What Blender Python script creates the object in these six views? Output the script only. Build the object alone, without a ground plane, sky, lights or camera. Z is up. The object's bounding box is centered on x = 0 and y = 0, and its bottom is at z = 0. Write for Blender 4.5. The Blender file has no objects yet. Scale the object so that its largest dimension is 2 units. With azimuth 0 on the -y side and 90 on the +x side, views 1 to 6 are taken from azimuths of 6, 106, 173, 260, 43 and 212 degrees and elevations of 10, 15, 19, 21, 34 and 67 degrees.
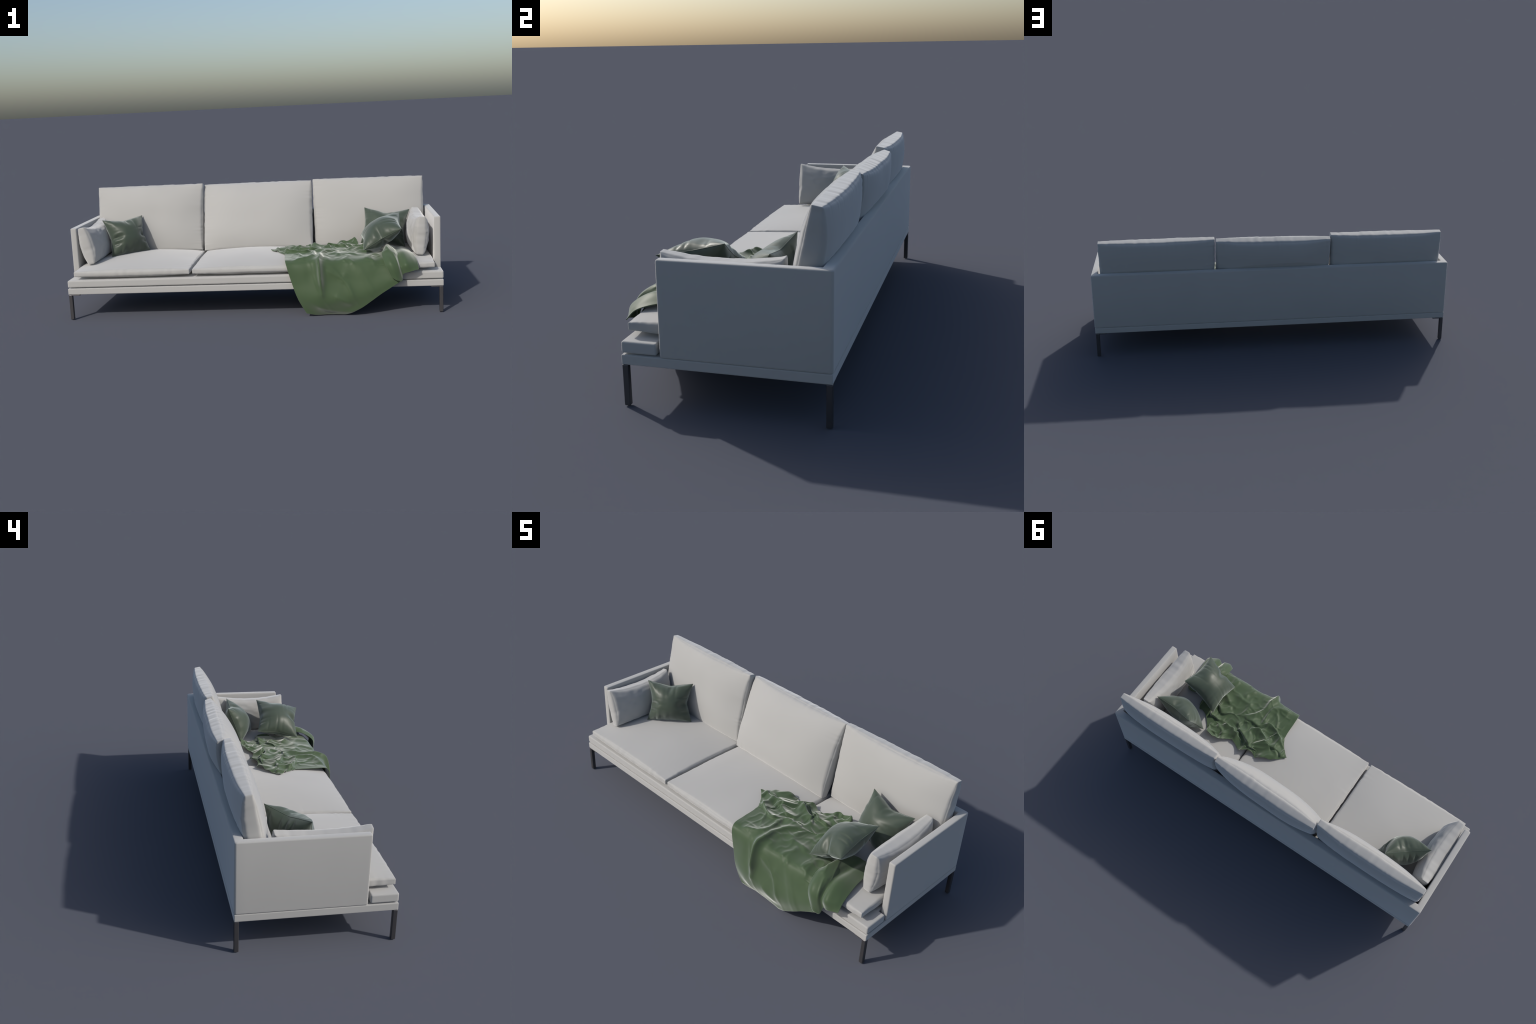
"""Three-seat upholstered sofa with loose cushions, three green velvet pillows and a green throw."""
import bpy, math
import numpy as np

# ------------------------------------------------------------------ helpers
def smooth(a, b, x):
    t = np.clip((np.asarray(x, float) - a) / (b - a), 0, 1)
    return t * t * (3 - 2 * t)


class Noise2:
    """Seeded smooth value noise in two dimensions, range about -1..1."""
    def __init__(self, seed):
        self.t = np.random.default_rng(seed).uniform(-1, 1, (64, 64))

    def __call__(self, x, y):
        x, y = np.broadcast_arrays(np.asarray(x, float), np.asarray(y, float))
        xi, yi = np.floor(x).astype(int), np.floor(y).astype(int)
        fx, fy = x - xi, y - yi
        fx, fy = fx ** 3 * (fx * (fx * 6 - 15) + 10), fy ** 3 * (fy * (fy * 6 - 15) + 10)
        g = lambda a, b: self.t[a % 64, b % 64]
        return ((g(xi, yi) * (1 - fx) + g(xi + 1, yi) * fx) * (1 - fy)
                + (g(xi, yi + 1) * (1 - fx) + g(xi + 1, yi + 1) * fx) * fy)


def mesh_object(name, verts, faces, material, parent=None, smooth_shade=True):
    me = bpy.data.meshes.new(name)
    me.from_pydata([tuple(map(float, v)) for v in verts], [], [tuple(map(int, f)) for f in faces])
    me.update()
    if smooth_shade:
        me.polygons.foreach_set("use_smooth", [True] * len(me.polygons))
    me.materials.append(material)
    ob = bpy.data.objects.new(name, me)
    bpy.context.scene.collection.objects.link(ob)
    ob.parent = parent
    if parent is not None:
        ob.location = -parent.location
    return ob


def empty(name, label, category, at=(0, 0, 0)):
    ob = bpy.data.objects.new(name, None)
    bpy.context.scene.collection.objects.link(ob)
    ob.location = at
    ob["label"], ob["category"] = label, category
    return ob


def box_lattice(gu, gv, gw):
    """Surface of a box as a lattice: coordinates in [-1,1]^3 plus quads, welded at the edges."""
    nu, nv, nw = len(gu), len(gv), len(gw)
    idx, pts, faces = {}, [], []

    def vid(i, j, k):
        key = (i * nv + j) * nw + k
        if key not in idx:
            idx[key] = len(pts)
            pts.append((gu[i], gv[j], gw[k]))
        return idx[key]
    for k in (0, nw - 1):
        for i in range(nu - 1):
            for j in range(nv - 1):
                q = [vid(i, j, k), vid(i + 1, j, k), vid(i + 1, j + 1, k), vid(i, j + 1, k)]
                faces.append(q if k else q[::-1])
    for j in (0, nv - 1):
        for i in range(nu - 1):
            for k in range(nw - 1):
                q = [vid(i, j, k), vid(i + 1, j, k), vid(i + 1, j, k + 1), vid(i, j, k + 1)]
                faces.append(q[::-1] if j else q)
    for i in (0, nu - 1):
        for j in range(nv - 1):
            for k in range(nw - 1):
                q = [vid(i, j, k), vid(i, j + 1, k), vid(i, j + 1, k + 1), vid(i, j, k + 1)]
                faces.append(q if i else q[::-1])
    return np.array(pts, float), faces


def edge_lines(half, r, n):
    """Grid lines over [-1,1] for a side of that half length: n cells plus a rounded rim."""
    rim = [0.0, 0.15 * r, 0.3 * r, 0.5 * r, 0.75 * r, r, 1.35 * r]
    inner = np.linspace(-(half - 1.4 * r), half - 1.4 * r, max(2, n + 1))[1:-1] if n > 1 else np.array([])
    a = np.concatenate([-half + np.array(rim), inner, (half - np.array(rim))[::-1]])
    return np.unique(np.round(a / half, 9))


def round_rim(p, ext, r):
    """p in [-1,1]^3 -> signed metres on a box of half extents ext (may vary per point), rim radius r."""
    d = (1 - np.abs(p)) * ext
    e = np.maximum(0, r - d)
    n = np.linalg.norm(e, axis=1, keepdims=True)
    s = np.where(n > r, r / np.maximum(n, 1e-9), 1.0)
    d = np.where(d < r, r - e * s, d)
    return np.where(p < 0, -1, 1) * (ext - d)


def rounded_box(name, lo, hi, r, material, parent):
    lo, hi = np.array(lo, float), np.array(hi, float)
    ext = (hi - lo) / 2
    p, f = box_lattice(*[edge_lines(e, r, 1) for e in ext])
    c = (lo + hi) / 2
    return mesh_object(name, c + round_rim(p, np.tile(ext, (len(p), 1)), r), f, material, parent)


# ------------------------------------------------------------------ materials
def principled(name):
    m = bpy.data.materials.new(name)
    m.use_nodes = True
    nt = m.node_tree
    return m, nt, nt.nodes["Principled BSDF"]


def node(nt, kind, **inputs):
    n = nt.nodes.new(kind)
    for k, v in inputs.items():
        n.inputs[k.replace("_", " ")].default_value = v
    return n


def fabric(name, base, light, grain, bump, roughness, sheen, sheen_tint, specular, patch=3.0, sheen_rough=0.4):
    m, nt, b = principled(name)
    co = nt.nodes.new("ShaderNodeTexCoord")
    big = node(nt, "ShaderNodeTexNoise", Scale=patch, Detail=3.0)
    ramp = nt.nodes.new("ShaderNodeValToRGB")
    ramp.color_ramp.elements[0].position, ramp.color_ramp.elements[1].position = 0.35, 0.68
    ramp.color_ramp.elements[0].color = (*base, 1)
    ramp.color_ramp.elements[1].color = (*light, 1)
    nt.links.new(co.outputs["Object"], big.inputs["Vector"])
    nt.links.new(big.outputs["Fac"], ramp.inputs["Fac"])
    nt.links.new(ramp.outputs["Color"], b.inputs["Base Color"])
    weave = node(nt, "ShaderNodeTexNoise", Scale=grain, Detail=2.0)
    bm = node(nt, "ShaderNodeBump", Strength=bump, Distance=0.002)
    nt.links.new(co.outputs["Object"], weave.inputs["Vector"])
    nt.links.new(weave.outputs["Fac"], bm.inputs["Height"])
    nt.links.new(bm.outputs["Normal"], b.inputs["Normal"])
    b.inputs["Roughness"].default_value = roughness
    b.inputs["Sheen Weight"].default_value = sheen
    b.inputs["Sheen Roughness"].default_value = sheen_rough
    b.inputs["Sheen Tint"].default_value = (*sheen_tint, 1)
    b.inputs["Specular IOR Level"].default_value = specular
    return m


LINEN = fabric("white_linen", (0.342, 0.340, 0.330), (0.352, 0.350, 0.340), 260, 0.04, 0.6, 0.7, (1, 1, 1), 0.04, sheen_rough=0.5)
VELVET = fabric("dark_green_velvet", (0.042, 0.058, 0.041), (0.048, 0.064, 0.046), 300, 0.02, 0.42, 0.60, (0.92, 1.0, 0.97), 0.28, sheen_rough=0.45)
SATIN = fabric("green_satin", (0.042, 0.071, 0.033), (0.049, 0.079, 0.038), 300, 0.02, 0.45, 0.85, (0.97, 1.0, 0.95), 0.12, patch=5, sheen_rough=0.45)


def gunmetal():
    m, nt, b = principled("gunmetal")
    co = nt.nodes.new("ShaderNodeTexCoord")
    n = node(nt, "ShaderNodeTexNoise", Scale=40.0, Detail=2.0)
    r = nt.nodes.new("ShaderNodeMapRange")
    r.inputs["To Min"].default_value, r.inputs["To Max"].default_value = 0.28, 0.40
    nt.links.new(co.outputs["Object"], n.inputs["Vector"])
    nt.links.new(n.outputs["Fac"], r.inputs["Value"])
    nt.links.new(r.outputs["Result"], b.inputs["Roughness"])
    b.inputs["Base Color"].default_value = (0.085, 0.083, 0.088, 1)
    b.inputs["Metallic"].default_value = 0.6
    return m


METAL = gunmetal()

# ------------------------------------------------------------------ sofa frame
sofa = empty("sofa", "long low white three-seat sofa with thin arms and loose cushions", "sofa")
XO, ARM_T, ARM_F, BACK_Y, BACK_T = 1.0, 0.033, -0.169, 0.367, 0.039
Z_BASE, Z_BASE_TOP, Z_ARM = 0.1385, 0.1712, 0.4815

rounded_box("base_panel", (-0.9985, -0.2975, Z_BASE), (0.9985, 0.3662, Z_BASE_TOP), 0.004, LINEN, sofa)


def seat_platform():
    """Upholstered board: full width in front of the arms, narrower between them."""
    wide, narrow, y0, y1, y2 = 0.9985, 0.962, -0.2965, -0.180, 0.322
    rounded_box("seat_platform", (-wide, y0, 0.1765), (wide, y1, 0.2150), 0.007, LINEN, sofa)
    rounded_box("seat_platform", (-narrow, y1 - 0.012, 0.1775), (narrow, y2, 0.2138), 0.004, LINEN, sofa)


seat_platform()


def shell():
    """U-shaped upholstered wall: one swept surface, then split into armrests and backrest."""
    r = 0.006
    hz = (Z_ARM - Z_BASE_TOP - 0.0008) / 2
    zc = Z_ARM - hz
    prof = []                                    # closed profile: n in [0,1] from inner to outer, z in metres
    arc = np.radians([0, 22.5, 45, 67.5, 90])
    tn = r / ARM_T
    for sn, sz, a0 in ((1, 1, 0), (0, 1, 90), (0, 0, 180), (1, 0, 270)):
        for a in arc:
            ang = a + math.radians(a0)
            n = (1 - tn if sn else tn) + tn * math.cos(ang)
            z = (hz - r if sz else -hz + r) + r * math.sin(ang)
            prof.append((n, z))
        prof.append((0.5, hz) if (sn, sz) == (1, 1) else (0, 0) if (sn, sz) == (0, 1) else (0.5, -hz) if sz == 0 and sn == 0 else (1, 0))
    prof = np.array(prof)
    stations = []                                # (inner xy, outer xy, inset) along the U

    xi, yi = XO - ARM_T, BACK_Y - BACK_T
    ro, ri = 0.010, 0.002
    for side in (1, -1):
        # rounded front end of the arm
        part = [(((xi, ARM_F + r - r * math.cos(a))), ((XO, ARM_F + r - r * math.cos(a))), r - r * math.sin(a)) for a in np.radians([0, 22.5, 45, 67.5, 90])]
        part += [((xi, ARM_F + 1.6 * r), (XO, ARM_F + 1.6 * r), 0), ((xi, 0.05), (XO, 0.05), 0), ((xi, yi - 0.006), (XO, yi - 0.006), 0)]
        for a in np.radians(np.linspace(0, 90, 9)):
            part.append(((xi - ri + ri * math.cos(a), yi - ri + ri * math.sin(a)),
                         (XO - ro + ro * math.cos(a), BACK_Y - ro + ro * math.sin(a)), 0))
        part += [((xi - 0.012, yi), (XO - ro - 0.006, BACK_Y), 0)]
        part = [((side * a[0], a[1]), (side * b[0], b[1]), c) for a, b, c in part]
        stations += part if side == 1 else part[::-1]
    m = len(prof)
    verts, rings = [], []
    for (a, b, inset) in stations:
        a, b = np.array(a), np.array(b)
        w = np.linalg.norm(b - a)
        n, z = prof[:, 0].copy(), prof[:, 1].copy()
        n = 0.5 + (n - 0.5) * (w - 2 * inset) / w
        z = z * (hz - inset) / hz
        xy = a + (b - a) * n[:, None]
        rings.append(list(range(len(verts), len(verts) + m)))
        verts += [(x, y, zc + q) for (x, y), q in zip(xy, z)]
    verts = np.array(verts)
    faces, part_of = [], []
    miter = 8 + 4
    for s in range(len(stations) - 1):
        p = "armrest" if s < miter else "armrest_b" if s >= len(stations) - 1 - miter else "backrest"
        for k in range(m):
            faces.append((rings[s][k], rings[s + 1][k], rings[s + 1][(k + 1) % m], rings[s][(k + 1) % m]))
            part_of.append(p)
    faces.append(tuple(rings[0][::-1])); part_of.append("armrest")
    faces.append(tuple(rings[-1])); part_of.append("armrest_b")
    # orientation check: outward faces
    whole = bpy.data.meshes.new("whole")
    whole.from_pydata(verts.tolist(), [], faces)
    import bmesh
    bm = bmesh.new(); bm.from_mesh(whole)
    bmesh.ops.recalc_face_normals(bm, faces=bm.faces[:])
    bm.to_mesh(whole); bm.free()
    normals = np.array([v.normal[:] for v in whole.vertices])
    faces = [tuple(p.vertices) for p in whole.polygons]
    bpy.data.meshes.remove(whole)
    for p in ("armrest", "armrest_b", "backrest"):
        fs = [f for f, q in zip(faces, part_of) if q == p]
        used = sorted({i for f in fs for i in f})
        new = {i: j for j, i in enumerate(used)}
        ob = mesh_object("armrest" if p != "backrest" else p, verts[used], [[new[i] for i in f] for f in fs], LINEN, sofa)
        ob.data.normals_split_custom_set_from_vertices(normals[used].tolist())


shell()


def leg(x, y):
    """Square steel leg with a flat mounting arm running inwards under the base."""
    h = 0.0098
    sx = -1 if x > 0 else 1
    rounded_box("leg", (x - h, y - h, 0.0), (x + h, y + h, Z_BASE - 0.0005), 0.0035, METAL, sofa)
    lo, hi = sorted((x + sx * 0.004, x + sx * 0.052))
    rounded_box("leg_bracket", (lo, y - 0.0085, Z_BASE - 0.0062), (hi, y + 0.0085, Z_BASE - 0.0008), 0.002, METAL, sofa)


for lx in (-0.9868, 0.9868):
    for ly in (-0.2875, 0.3560):
        leg(lx, ly)


# ------------------------------------------------------------------ box cushions
def pleats(along, dist, seed, freq, reach, amount, where=None):
    """Gathers running away from a seam: sharp ridges that vary along it and die out with distance."""
    n1, n2 = Noise2(seed), Noise2(seed + 1)
    bend = 0.35 * n2(along * 3 + 5, dist * 6)
    ridge = np.abs(n1(along * freq + bend, dist * 2.0)) - 0.3
    gate = np.clip(0.55 + 1.1 * n2(along * 2.2 + 11, 0.5), 0, 1.3) if where is None else where
    return amount * ridge * gate * np.exp(-dist / reach)


def box_cushion(name, width, height, corner, mid_side, mid_end, centre, frame, seed, grid=(84, 60, 12),
                rear=None, pleat=0.004, waist=0.0, gusset=0.006, lump=0.0, sag=0.0, clip=None, rim=0.004, soft=0.010, flat=2.2, end_gusset=None, fine=7.5, skew=0.0, taper=(0.0, 0.0), side_pleat=None):
    """Box-edged cushion. Half thickness: corner, middle of the sides, middle of top/bottom edges, centre."""
    W, H = width / 2, height / 2
    rm = rim + soft
    p, f = box_lattice(edge_lines(W, rm, grid[0]), edge_lines(H, rm, grid[1]), np.linspace(-1, 1, grid[2] * 2 + 1))
    u, v, w = p.T
    cu, cv = 1 - np.abs(u) ** flat, 1 - np.abs(v - skew * (1 - v * v)) ** flat
    h = corner + (mid_end - corner) * cu + (mid_side - corner) * cv + (centre - mid_end - mid_side + corner) * cu * cv
    if rear is not None:
        ms, me, ct = rear
        hr = corner + (me - corner) * cu + (ms - corner) * cv + (ct - me - ms + corner) * cu * cv
    else:
        hr = h
    hh = np.where(w >= 0, h, hr)
    ext = np.stack([np.full_like(u, W), np.full_like(u, H), hh], 1)
    r = (rim + soft * np.maximum(cu, cv) ** 0.7)[:, None]
    q = round_rim(p, ext, np.minimum(r, hh[:, None] * 0.95))
    x, y, z = q.T
    du, dv = W * (1 - np.abs(u)), H * (1 - np.abs(v))
    face = np.abs(w) > 0.999
    # outline: gussets belly out, sides draw in a little at mid length
    gus = (1 - w ** 2)
    eg = gusset if end_gusset is None else end_gusset
    x = x * (1 - waist * (1 - v ** 2)) + np.sign(u) * gusset * gus * cv * smooth(0.9, 1, np.abs(u))
    y = y * (1 - waist * (1 - u ** 2)) + np.sign(v) * eg * gus * cu * smooth(0.9, 1, np.abs(v))
    x = x + np.where(u < 0, taper[0], -taper[1]) * (1 - v) / 2 * np.abs(u) ** 3
    y = y - sag * (1 - u ** 2) * smooth(-0.2, 1, v) * H
    # gathers
    k = 0
    dz = np.zeros_like(u)
    for s in (-1, 1):
        for t in (-1, 1):
            pick = w * t > 0
            dz += t * np.where(pick, pleats(v * H * 10 + 3 * t, du + 0.02 * (u * s < 0) * 99, seed + k, fine, 0.030, pleat if side_pleat is None else side_pleat) * (u * s > 0), 0)
            dz += t * np.where(pick, pleats(u * W * 10 + 3 * t, dv, seed + k + 40, fine, 0.018, pleat) * (v * s > 0), 0)
            k += 3
    nb = Noise2(seed + 99)
    dz += np.sign(w) * (0.0016 * nb(u * 2.2 + 3, v * 2 + 7 * np.sign(w)) + lump * nb(u * 6 + 9, v * 5 + 3 * np.sign(w)) )
    z = z + dz * np.where(face, 1, np.abs(w))
    # tiny waviness of the seams themselves
    ns = Noise2(seed + 123)
    rimw = np.exp(-np.minimum(du, dv) / 0.01)
    y = y + rimw * 0.0012 * ns(u * W * 45, v * 3) * (dv < du)
    x = x + rimw * 0.0012 * ns(v * H * 45 + 20, u * 3) * (du <= dv)
    out = frame(x, y, z)
    if clip is not None:
        out = clip(out)
    return mesh_object(name, out, f, LINEN, sofa)


def plane_frame(origin, ex, ey):
    o, ex, ey = map(lambda a: np.array(a, float), (origin, ex, ey))
    ex /= np.linalg.norm(ex)
    ey -= ex * (ey @ ex)
    ey /= np.linalg.norm(ey)
    ez = np.cross(ex, ey)
    return lambda x, y, z: o + x[:, None] * ex + y[:, None] * ey + z[:, None] * ez


# seat cushions: corners low and crisp, top crowned
SEATS = ((-0.6450, 0.632, 0.048, 0.10), (0.0, 0.627, 0.050, 0.0), (0.6400, 0.630, 0.048, 0.10))     # centre, width, crown, rearward crown


def seat_frame(cx):
    return lambda x, y, z: np.stack([cx + x, 0.012 + y, 0.248 + z], 1)


def seat_clip(out):
    z = out[:, 2]
    out[:, 2] = np.where(z < 0.2165, 0.2165, z)
    return out


for n, (cx, w, crown, rearward) in enumerate(SEATS):
    box_cushion("seat_cushion", w, 0.606, 0.0125, 0.023, 0.019, crown, seat_frame(cx), 300 + n * 17, grid=(84, 80, 8),
                pleat=0.0020, gusset=0.002, clip=seat_clip, flat=2.3, end_gusset=0.006, soft=0.009, skew=rearward)


# back cushions: lean on the backrest, swelling on both faces
def back_clip(out):
    """The swelling rear face flattens where the backrest holds it."""
    lim = 0.3265 + np.maximum(0, out[:, 2] - 0.476) * 1.05
    out[:, 1] = np.minimum(out[:, 1], lim)
    out[:, 2] = np.maximum(out[:, 2], 0.272)
    return out


BACKS = (((-0.961, 0.310, 0.6545), (-0.324, 0.305, 0.6560), 0.074, 0.386, 0.066),
         ((-0.3205, 0.335, 0.6450), (0.316, 0.320, 0.6480), 0.130, 0.378, 0.082),
         ((0.3225, 0.309, 0.6560), (0.955, 0.309, 0.6535), 0.074, 0.384, 0.066))
for n, (tl, tr, lean, drop, swell) in enumerate(BACKS):
    tl, tr = np.array(tl), np.array(tr)
    up = np.array([0, lean, drop])
    hgt = np.linalg.norm(up)
    mid = (tl + tr) / 2 - up / 2
    box_cushion("back_cushion", np.linalg.norm(tr - tl), hgt, 0.0165, 0.034 if n == 1 else 0.027, 0.030, swell,
                plane_frame(mid, tr - tl, up), 500 + n * 23, grid=(110, 76, 8), pleat=0.0024, side_pleat=0.0036, soft=0.013, flat=3.0, waist=0.004, gusset=0.002, end_gusset=0.002, clip=back_clip,
                taper=((0.0, 0.012), (0.0, 0.0), (0.008, 0.0))[n],
                rear=(0.046, 0.038, 0.078 if n == 1 else 0.066))

# side cushions standing against the arms
for n, (s, x_top, x_bot) in enumerate(((-1, 0.932, 0.890), (1, 0.903, 0.890))):
    top = np.array([s * x_top, 0.010, 0.487])
    bot = np.array([s * x_bot, 0.010, 0.283])
    ey = top - bot
    box_cushion("side_cushion", 0.396, np.linalg.norm(ey), 0.0175, 0.036, 0.036, 0.058,
                plane_frame((top + bot) / 2, (0, -1, 0) if s < 0 else (0, 1, 0), ey), 700 + n * 31, grid=(64, 44, 8),
                pleat=0.003, waist=0.02, gusset=0.006, lump=0.0012, sag=0.19, rim=0.006, soft=0.014, end_gusset=0.0, fine=4)


# ------------------------------------------------------------------ green pillows (knife edge, pointed corners)
def pillow(corners, thick, seed, label, pinch=(0.1, 0.1, 0.1, 0.1), dents=(), pucker=0.014, bias=0.0, n=72):
    """corners: bottom-left, bottom-right, top-right, top-left as seen from the front face."""
    C = np.array(corners, float)
    g = np.sin(np.linspace(-1, 1, n + 1) * math.pi / 2 * 0.985) / math.sin(math.pi / 2 * 0.985)
    U, V = np.meshgrid(g, g, indexing="ij")
    ex = (C[1] - C[0] + C[2] - C[3]) / 2
    ey = (C[3] - C[0] + C[2] - C[1]) / 2
    nz = np.cross(ex, ey); nz /= np.linalg.norm(nz)
    size = (np.linalg.norm(ex) + np.linalg.norm(ey)) / 2
    nn = Noise2(seed)
    verts, ids = [], {}
    sheets = []
    for side in (1, -1):
        wob = 0.05 * nn(V * 2 + 3, 0.3) * np.sign(U), 0.05 * nn(U * 2 + 9, 0.7) * np.sign(V)
        pl, pr, pb, pt = pinch
        pu = np.where(U < 0, pl, pr) * (1 + 3 * wob[0]) * (1 - np.abs(V) ** 1.25)
        pv = np.where(V < 0, pb, pt) * (1 + 3 * wob[1]) * (1 - np.abs(U) ** 1.25)
        ur, vr = U * (1 - pu), V * (1 - pv)
        a, b = (ur + 1) / 2, (vr + 1) / 2
        base = ((1 - a) * (1 - b))[..., None] * C[0] + (a * (1 - b))[..., None] * C[1] + (a * b)[..., None] * C[2] + ((1 - a) * b)[..., None] * C[3]
        prof = np.clip((1 - U ** 2) * (1 - V ** 2), 0, 1) ** 0.56
        h = thick / 2 * prof * (1 + side * bias)
        du, dv = (1 - np.abs(U)) * size / 2, (1 - np.abs(V)) * size / 2
        for k, s in enumerate((-1, 1)):
            gate_v = np.clip(1 - V ** 2 * 1.1, 0, 1)
            gate_u = np.clip(1 - U ** 2 * 1.1, 0, 1)
            fall_u = np.clip(du / 0.008, 0, 1)
            fall_v = np.clip(dv / 0.008, 0, 1)
            h += np.where(U * s > 0, pleats(V * size * 5 + 9 * k, du, seed + 7 * k + side, 3.4, 0.032, pucker, gate_v) * fall_u, 0)
            h += np.where(V * s > 0, pleats(U * size * 5 + 5 * k, dv, seed + 7 * k + 31 + side, 3.4, 0.032, pucker, gate_u) * fall_v, 0)
        h += 0.003 * nn(U * 1.7 + 4 * side, V * 1.7 + 2) * prof
        for (fs, cu, cv, ru, rv, depth) in dents:
            if fs == side:
                h -= depth * np.exp(-((U - cu) / ru) ** 2 - ((V - cv) / rv) ** 2)
        h = np.maximum(h, 0.0) + 0.0006
        P = base + side * nz * h[..., None]
        sheets.append(P)
    front, back = sheets
    N = n + 1
    rim = np.zeros((N, N), bool); rim[0] = rim[-1] = True; rim[:, 0] = rim[:, -1] = True
    vf = front.reshape(-1, 3)
    backid = np.full((N, N), -1)
    verts = list(vf)
    for i in range(N):
        for j in range(N):
            if rim[i, j]:
                backid[i, j] = i * N + j
            else:
                backid[i, j] = len(verts); verts.append(back[i, j])
    faces = []
    for i in range(n):
        for j in range(n):
            faces.append((i * N + j, (i + 1) * N + j, (i + 1) * N + j + 1, i * N + j + 1))
            faces.append((backid[i, j], backid[i, j + 1], backid[i + 1, j + 1], backid[i + 1, j]))
    ob = mesh_object("throw_pillow", verts, faces, VELVET)
    ob["label"], ob["category"] = label, "pillow"
    # stitched seam cord round the edge
    loop = [front[i, 0] for i in range(N)] + [front[n, j] for j in range(1, N)] + [front[i, n] for i in range(n - 1, -1, -1)] + [front[0, j] for j in range(n - 1, 0, -1)]
    cu = bpy.data.curves.new("seam", "CURVE"); cu.dimensions = "3D"
    sp = cu.splines.new("POLY"); sp.points.add(len(loop) - 1); sp.use_cyclic_u = True
    for pt, co in zip(sp.points, loop):
        pt.co = (*co, 1)
    cu.bevel_depth, cu.bevel_resolution = 0.0014, 2
    tmp = bpy.data.objects.new("seam", cu)
    bpy.context.scene.collection.objects.link(tmp)
    me = bpy.data.meshes.new_from_object(tmp.evaluated_get(bpy.context.evaluated_depsgraph_get()))
    bpy.data.objects.remove(tmp)
    me.name = "seam_cord"; me.materials.clear(); me.materials.append(VELVET)
    me.polygons.foreach_set("use_smooth", [True] * len(me.polygons))
    so = bpy.data.objects.new("seam_cord", me)
    bpy.context.scene.collection.objects.link(so); so.parent = ob
    return ob


pillow([(-0.819, -0.019, 0.291), (-0.635, 0.142, 0.297), (-0.685, 0.200, 0.493), (-0.878, 0.043, 0.491)], 0.158, 11,
       "shiny dark green square velvet pillow with pinched sides", pinch=(0.20, 0.22, 0.05, 0.17),
       pucker=0.022,
       dents=((1, -0.74, -0.10, 0.20, 0.12, 0.020), (1, -0.80, -0.45, 0.18, 0.10, 0.012), (1, 0.78, -0.12, 0.20, 0.14, 0.024), (1, 0.80, -0.5, 0.18, 0.10, 0.012), (1, 0.05, 0.82, 0.10, 0.22, 0.014)))
pillow([(0.590, 0.101, 0.306), (0.828, 0.004, 0.296), (0.865, 0.147, 0.482), (0.617, 0.171, 0.497)], 0.128, 12,
       "dark green square velvet pillow leaning on the back", pinch=(0.12, 0.15, 0.12, 0.26),
       dents=((1, 0.2, 0.85, 0.15, 0.22, 0.016),))
pillow([(0.595, -0.224, 0.322), (0.790, -0.257, 0.436), (0.797, -0.020, 0.488), (0.587, 0.003, 0.367)], 0.134, 13,
       "dark green square velvet pillow lying tilted on the throw", pinch=(0.12, 0.11, 0.14, 0.13),
       dents=((1, 0.0, -0.80, 0.16, 0.3, 0.020), (-1, 0.0, -0.75, 0.14, 0.3, 0.022), (1, 0.85, 0.3, 0.2, 0.2, 0.010)))


# ------------------------------------------------------------------ throw blanket
def cubic_rows(net, n):
    """Catmull-Rom resample of the first axis of a control net to n samples."""
    net = np.asarray(net, float)
    m = len(net)
    ext = np.concatenate([[2 * net[0] - net[1]], net, [2 * net[-1] - net[-2]]])
    t = np.linspace(0, m - 1, n)
    i = np.minimum(t.astype(int), m - 2)
    f = (t - i).reshape(-1, *([1] * (net.ndim - 1)))
    a, b, c, d = ext[i], ext[i + 1], ext[i + 2], ext[i + 3]
    return 0.5 * (2 * b + (c - a) * f + (2 * a - 5 * b + 4 * c - d) * f ** 2 + (3 * b - 3 * c + d - a) * f ** 3)


def loft(net, nr, nc):
    p = cubic_rows(net, nr)
    return cubic_rows(p.transpose(1, 0, 2), nc).transpose(1, 0, 2)


def arc_even(P, axis):
    """Even out spacing along an axis (mean arc length over the other)."""
    Q = P if axis == 0 else P.transpose(1, 0, 2)
    seg = np.linalg.norm(np.diff(Q, axis=0), axis=2).mean(1)
    s = np.concatenate([[0], np.cumsum(seg)]); s /= s[-1]
    t = np.linspace(0, 1, len(Q))
    i = np.clip(np.searchsorted(s, t, side="right") - 1, 0, len(s) - 2)
    f = ((t - s[i]) / (s[i + 1] - s[i])).reshape(-1, 1, 1)
    R = Q[i] * (1 - f) + Q[i + 1] * f
    return R if axis == 0 else R.transpose(1, 0, 2)


def seat_top(x, y):
    """Height of the seat cushions under the cloth."""
    out = np.full_like(x, 0.216)
    for cx, w, crown, rearward in SEATS:
        u, v = (x - cx) / (w / 2), (y - 0.012) / 0.303
        ins = (np.abs(u) < 1) & (np.abs(v) < 1)
        cu, cv = 1 - np.abs(u) ** 2.3, 1 - np.abs(v - rearward * (1 - v * v)) ** 2.3
        h = 0.0125 + 0.0065 * cu + 0.0105 * cv + (crown - 0.0295) * cu * cv
        out = np.where(ins, 0.249 + h, out)
    return out


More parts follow.
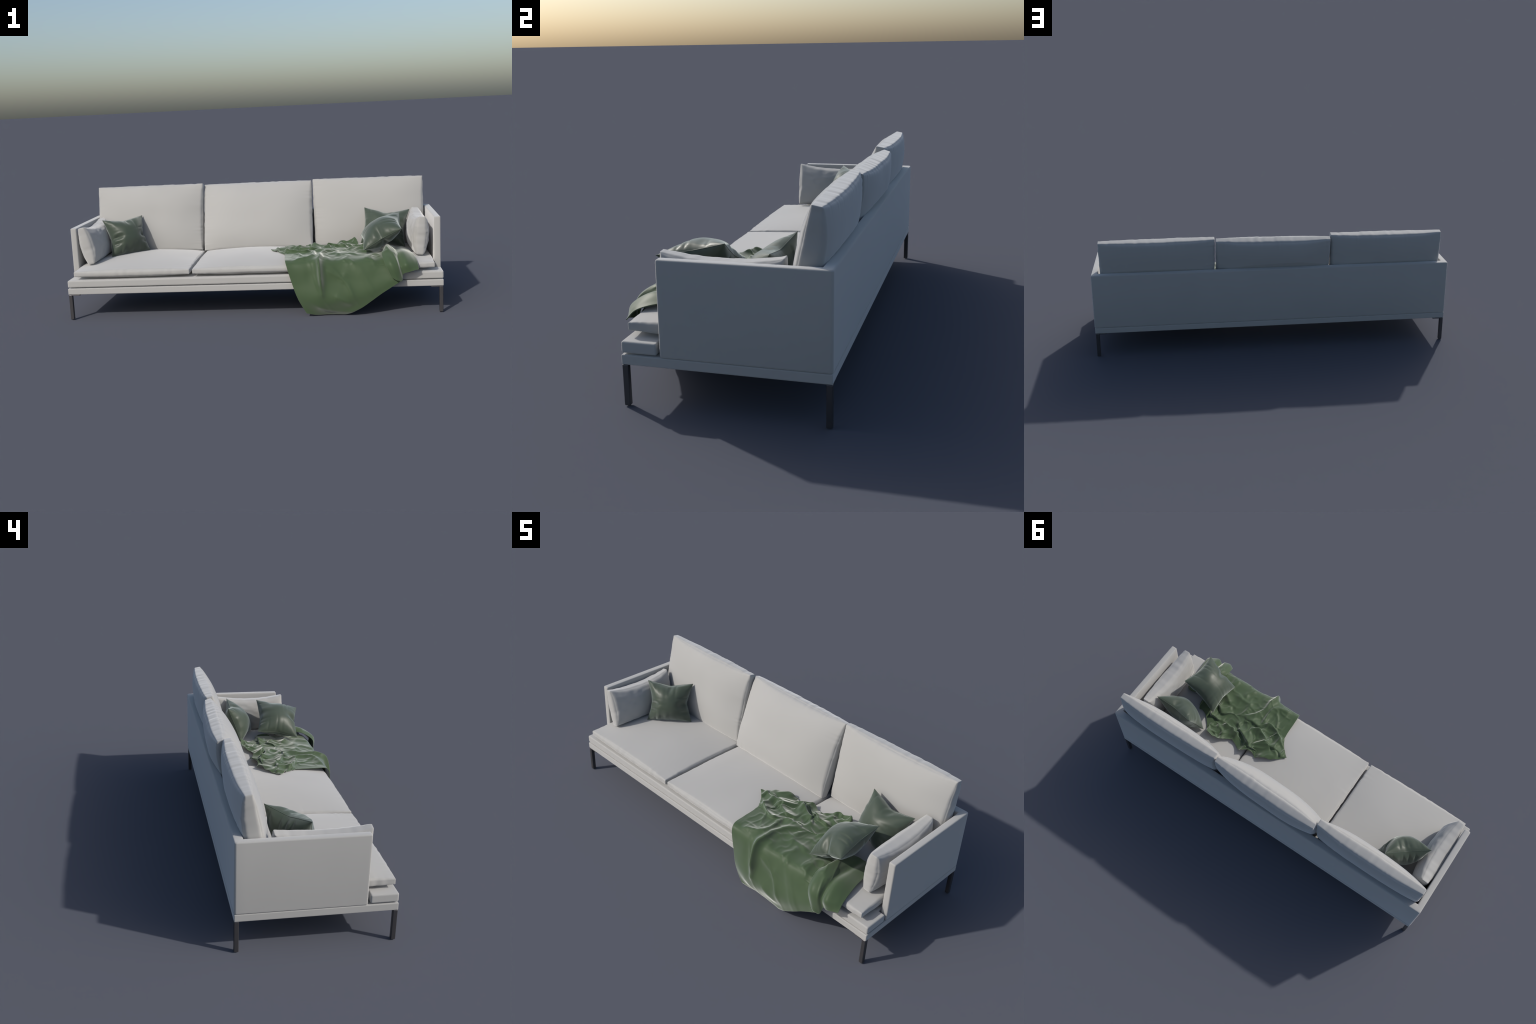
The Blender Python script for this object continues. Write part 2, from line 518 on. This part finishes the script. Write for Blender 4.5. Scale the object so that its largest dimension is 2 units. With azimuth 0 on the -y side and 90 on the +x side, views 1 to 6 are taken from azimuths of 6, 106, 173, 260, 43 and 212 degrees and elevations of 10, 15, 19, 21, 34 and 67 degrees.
def cloth_object(name, X, parent, thickness=0.0028):
    R, Cn = X.shape[:2]
    idx = np.arange(R * Cn).reshape(R, Cn)
    faces = np.stack([idx[:-1, :-1], idx[1:, :-1], idx[1:, 1:], idx[:-1, 1:]], -1).reshape(-1, 4)
    ob = mesh_object(name, X.reshape(-1, 3), faces.tolist(), SATIN, parent)
    sub = ob.modifiers.new("sub", "SUBSURF"); sub.levels = sub.render_levels = 1
    so = ob.modifiers.new("thick", "SOLIDIFY"); so.thickness = thickness; so.offset = 0
    me = bpy.data.meshes.new_from_object(ob.evaluated_get(bpy.context.evaluated_depsgraph_get()))
    ob.modifiers.clear()
    ob.data = me
    me.name = name
    me.polygons.foreach_set("use_smooth", [True] * len(me.polygons))
    return ob


throw = empty("throw_blanket", "crumpled green satin throw draped over the seat edge", "blanket", (0.5, -0.3, 0))

MAIN = [  # rows from the bunched rear to the hanging hem, columns left to right
    [(.096, -.034, .296), (.205, .040, .298), (.310, .082, .298), (.420, .070, .298), (.525, .112, .298), (.605, .055, .298), (.700, -.020, .298)],
    [(.160, -.085, .294), (.240, -.045, .299), (.330, .000, .301), (.430, -.015, .302), (.530, .010, .302), (.605, -.030, .300), (.705, -.080, .297)],
    [(.174, -.150, .293), (.260, -.130, .296), (.340, -.110, .297), (.440, -.110, .298), (.540, -.100, .299), (.620, -.115, .297), (.715, -.140, .295)],
    [(.178, -.225, .292), (.265, -.220, .292), (.350, -.215, .291), (.445, -.210, .293), (.545, -.210, .294), (.630, -.210, .292), (.725, -.215, .290)],
    [(.182, -.288, .290), (.270, -.286, .286), (.355, -.286, .285), (.450, -.286, .286), (.550, -.286, .286), (.640, -.285, .285), (.735, -.282, .284)],
    [(.192, -.316, .262), (.280, -.314, .255), (.362, -.314, .254), (.458, -.314, .254), (.560, -.314, .254), (.655, -.314, .254), (.745, -.314, .256)],
    [(.219, -.326, .170), (.300, -.330, .180), (.380, -.331, .185), (.470, -.331, .190), (.570, -.331, .200), (.665, -.331, .215), (.757, -.332, .232)],
    [(.245, -.335, .100), (.325, -.350, .088), (.400, -.355, .082), (.482, -.354, .092), (.575, -.350, .115), (.668, -.346, .156), (.768, -.342, .207)],
    [(.288, -.332, .016), (.345, -.318, .004), (.410, -.310, .003), (.490, -.312, .005), (.571, -.338, .040), (.666, -.346, .107), (.780, -.346, .180)],
]


# long folds seen in the cloth: (x, run) points, height, width, lean; run is y on the seat, then on down the front
FOLDS = [
    ([(.458, -.087), (.397, -.136), (.360, -.212), (.359, -.300), (.370, -.340), (.373, -.400), (.371, -.480)], .019, .012, -1),
    ([(.332, -.118), (.330, -.169), (.324, -.252)], .012, .010, 1),
    ([(.607, -.287), (.625, -.238)], .007, .012, 0),
    ([(.504, -.330), (.488, -.293), (.520, -.238), (.510, -.201)], .008, .011, 0),
    ([(.440, -.170), (.470, -.085)], .008, .011, 0),
    ([(.573, -.193), (.498, -.188), (.440, -.190)], .007, .011, 0),
    ([(.526, -.219), (.518, -.300), (.545, -.340)], .006, .012, 0),
    ([(.631, -.211), (.631, -.290), (.646, -.350)], .006, .012, 0),
    ([(.243, -.285), (.314, -.247), (.334, -.159)], .011, .012, 0),
    ([(.387, -.352), (.497, -.423), (.544, -.519)], .005, .012, 0),
    ([(.430, -.490), (.528, -.537)], .005, .012, 0),
    ([(.490, -.371), (.473, -.431)], .004, .020, 0),
    ([(.331, -.529), (.405, -.564), (.508, -.576), (.560, -.560)], .007, .012, 0),
    ([(.620, -.087), (.543, -.070), (.494, -.083)], .016, .012, 1),
    ([(.445, -.096), (.380, -.113), (.325, -.116)], .015, .012, 1),
    ([(.320, -.119), (.265, -.122), (.212, -.090), (.156, -.059)], .020, .014, -1),
    ([(.450, -.049), (.375, -.024), (.289, .034)], .022, .014, 1),
    ([(.498, -.009), (.452, .029), (.384, .052)], .024, .014, -1),
    ([(.261, -.034), (.188, -.037), (.108, -.031)], .018, .013, 1),
    ([(.540, .014), (.503, .030), (.469, .076), (.488, .111), (.536, .116), (.564, .087), (.563, .044)], .020, .013, 0),
    ([(.620, -.020), (.580, -.030), (.540, -.020)], .020, .013, 1),
    ([(.340, -.060), (.290, -.060), (.240, -.020), (.200, .010)], .020, .013, -1),
    ([(.420, .000), (.400, .060)], .016, .012, 0),
    ([(.560, -.120), (.600, -.150), (.650, -.150)], .010, .012, 0),
]


def fold_height(X, S, pts, height, width):
    """Rounded ridge along a polyline, fading out at its ends."""
    P = cubic_rows(np.array(pts, float), 6 * len(pts)) if len(pts) > 2 else np.array(pts, float)
    best, along = np.full(X.shape, 9.0), np.zeros(X.shape)
    seg = np.linalg.norm(np.diff(P, axis=0), axis=1)
    cum = np.concatenate([[0], np.cumsum(seg)])
    for i in range(len(P) - 1):
        a, d = P[i], P[i + 1] - P[i]
        t = np.clip(((X - a[0]) * d[0] + (S - a[1]) * d[1]) / (d @ d), 0, 1)
        q = np.hypot(X - a[0] - t * d[0], S - a[1] - t * d[1])
        hit = q < best
        best = np.where(hit, q, best)
        along = np.where(hit, (cum[i] + t * seg[i]) / cum[-1], along)
    end = smooth(0, 0.18, along) * smooth(1, 0.82, along)
    return height * (0.35 + 0.65 * end) * np.exp(-(np.sqrt(best ** 2 + 0.004 ** 2) - 0.004) / width)


def main_throw():
    nr, nc = 210, 170
    P = arc_even(loft(MAIN, 300, nc), 0)
    # more rows where the cloth is bunched
    t = np.linspace(0, 1, nr)
    t = 0.72 * t ** 1.5 + 0.28 * t
    i = np.minimum((t * 299).astype(int), 298)
    f = (t * 299 - i)[:, None, None]
    P = P[i] * (1 - f) + P[i + 1] * f
    lip = (smooth(-0.20, -0.25, P[..., 1]) * smooth(0.17, 0.22, P[..., 2]))[1:-1, :, None]
    for k in range(14):                                   # soft roll over the seat edge
        P[1:-1] += lip * 0.5 * ((P[2:] + P[:-2]) / 2 - P[1:-1])
    lipn = Noise2(44)
    P[1:-1, :, 2] += lip[..., 0] * 0.006 * lipn(P[1:-1, :, 0] * 15, 0.4)
    P[1:-1, :, 1] -= lip[..., 0] * 0.005 * lipn(P[1:-1, :, 0] * 15, 7.4)
    r = t[:, None] * np.ones((1, nc))
    X, Y, Z = P[..., 0], P[..., 1], P[..., 2]
    S = np.where(Y > -0.29, Y, -0.30 - (0.30 - Z))
    onseat = smooth(-0.34, -0.24, S)
    bunch = smooth(-0.16, -0.07, S)
    n1, n2, n3, n4 = Noise2(5), Noise2(6), Noise2(7), Noise2(8)
    wx, wy = X + 0.010 * n3(X * 16, Y * 16), Y + 0.010 * n3(X * 16 + 40, Y * 16)
    ridge = lambda n, a, b, w=0.22: np.exp(-(np.sqrt(n(a, b) ** 2 + 0.0016) - 0.04) / w)
    tall, total, lean = np.zeros_like(X), np.zeros_like(X), np.zeros_like(X)
    for pts, hgt, wid, side in FOLDS:
        h = fold_height(wx, S, pts, hgt * 1.1, wid)
        tall = np.maximum(tall, h)
        total += h
        lean += side * h
    up = 0.8 * tall + 0.2 * total
    # net of creases over the seat, deeper and tighter towards the bunched rear
    up += onseat * (1 - bunch) * (0.006 * ridge(n1, wx * 13 + wy * 4, wy * 8 + 3, 0.15) + 0.004 * ridge(n4, wx * 26, wy * 22, 0.2))
    up += bunch * (-0.006 + 0.012 * ridge(n2, wx * 19, wy * 19) + 0.006 * ridge(n4, wx * 38, wy * 38) + 0.005 * n1(X * 9, Y * 9))
    up += (1 - onseat) * (0.004 * n1(X * 10, S * 3) + 0.003 * ridge(n4, X * 14 + S * 8, S * 4, 0.15) * smooth(-0.62, -0.5, S))
    col = np.ones((nr, 1)) * np.linspace(0, 1, nc)[None]
    up *= 1 - 0.9 * smooth(0.10, 0.0, col) * (1 - bunch) * onseat      # the free left edge lies flat
    dr, dc = np.gradient(P, axis=0), np.gradient(P, axis=1)
    N = np.cross(dr, dc)
    N /= np.linalg.norm(N, axis=2, keepdims=True) + 1e-9
    N *= np.where(N[..., 2:3] - N[..., 1:2] < 0, -1, 1)
    P0 = P + N * up[..., None]
    P0[..., 1] += 0.9 * lean
    # sideways slip of the bunched cloth makes its folds overhang
    P0[..., 0] += bunch * 0.015 * n3(X * 18, Y * 18) + bunch * 0.006 * n4(X * 40, Y * 40)
    P0[..., 1] += bunch * 0.015 * n3(X * 18 + 9, Y * 18 + 21) + bunch * 0.006 * n4(X * 40 + 5, Y * 40 + 5)
    # scalloped rear edge
    rear = smooth(0.07, 0.0, r)
    P0[..., 1] += rear * 0.026 * n1(X * 20 + 7, 0.3)
    P0[..., 2] += rear * (0.002 + 0.012 * n2(X * 24, 3.3))
    return settle(P0, 2)


def settle(X, rounds):
    """Soften creases slightly and keep the cloth on top of the seat and in front of its edge."""
    for k in range(rounds):
        A = X.copy()
        A[1:-1] = X[1:-1] * 0.5 + (X[2:] + X[:-2]) * 0.25
        B = A.copy()
        B[:, 1:-1] = A[:, 1:-1] * 0.5 + (A[:, 2:] + A[:, :-2]) * 0.25
        X = B
    top = seat_top(X[..., 0], X[..., 1]) + 0.004
    on = X[..., 1] > -0.290
    X[..., 2] = np.where(on & (X[..., 2] < top), top, X[..., 2])
    front = (X[..., 2] < 0.258) & (X[..., 1] > -0.309) & ~on
    X[..., 1] = np.where(front, -0.309, X[..., 1])
    X[..., 2] = np.maximum(X[..., 2], 0.003)
    return X


cloth_object("drape", main_throw(), throw)

FLAP = [  # rows from under the pillow to the hem, columns left to right; the middle columns tuck under in a fold
    [(.690, -.110, .308), (.722, -.092, .322), (.752, -.075, .316), (.775, -.066, .306), (.805, -.060, .306), (.835, -.075, .296)],
    [(.700, -.202, .316), (.716, -.196, .342), (.742, -.186, .326), (.766, -.172, .304), (.798, -.160, .310), (.842, -.150, .296)],
    [(.686, -.272, .314), (.716, -.272, .326), (.748, -.268, .318), (.766, -.264, .304), (.800, -.264, .314), (.852, -.222, .294)],
    [(.700, -.340, .266), (.726, -.352, .274), (.758, -.348, .268), (.776, -.334, .256), (.808, -.342, .272), (.864, -.300, .272)],
    [(.732, -.358, .202), (.760, -.364, .184), (.782, -.352, .178), (.790, -.338, .212), (.820, -.350, .226), (.869, -.338, .236)],
]


def flap():
    P = loft(FLAP, 72, 72)
    n = Noise2(31)
    crease = np.exp(-np.abs(n(P[..., 0] * 22 + P[..., 1] * 9, P[..., 1] * 9)) / 0.2)
    edge = np.minimum.reduce(np.broadcast_arrays(np.linspace(0, 1, 72)[None], np.linspace(1, 0, 72)[None]))
    P[..., 2] += 0.006 * crease * smooth(0, 0.15, edge)
    return settle(P, 1)


cloth_object("folded_corner", flap(), throw)
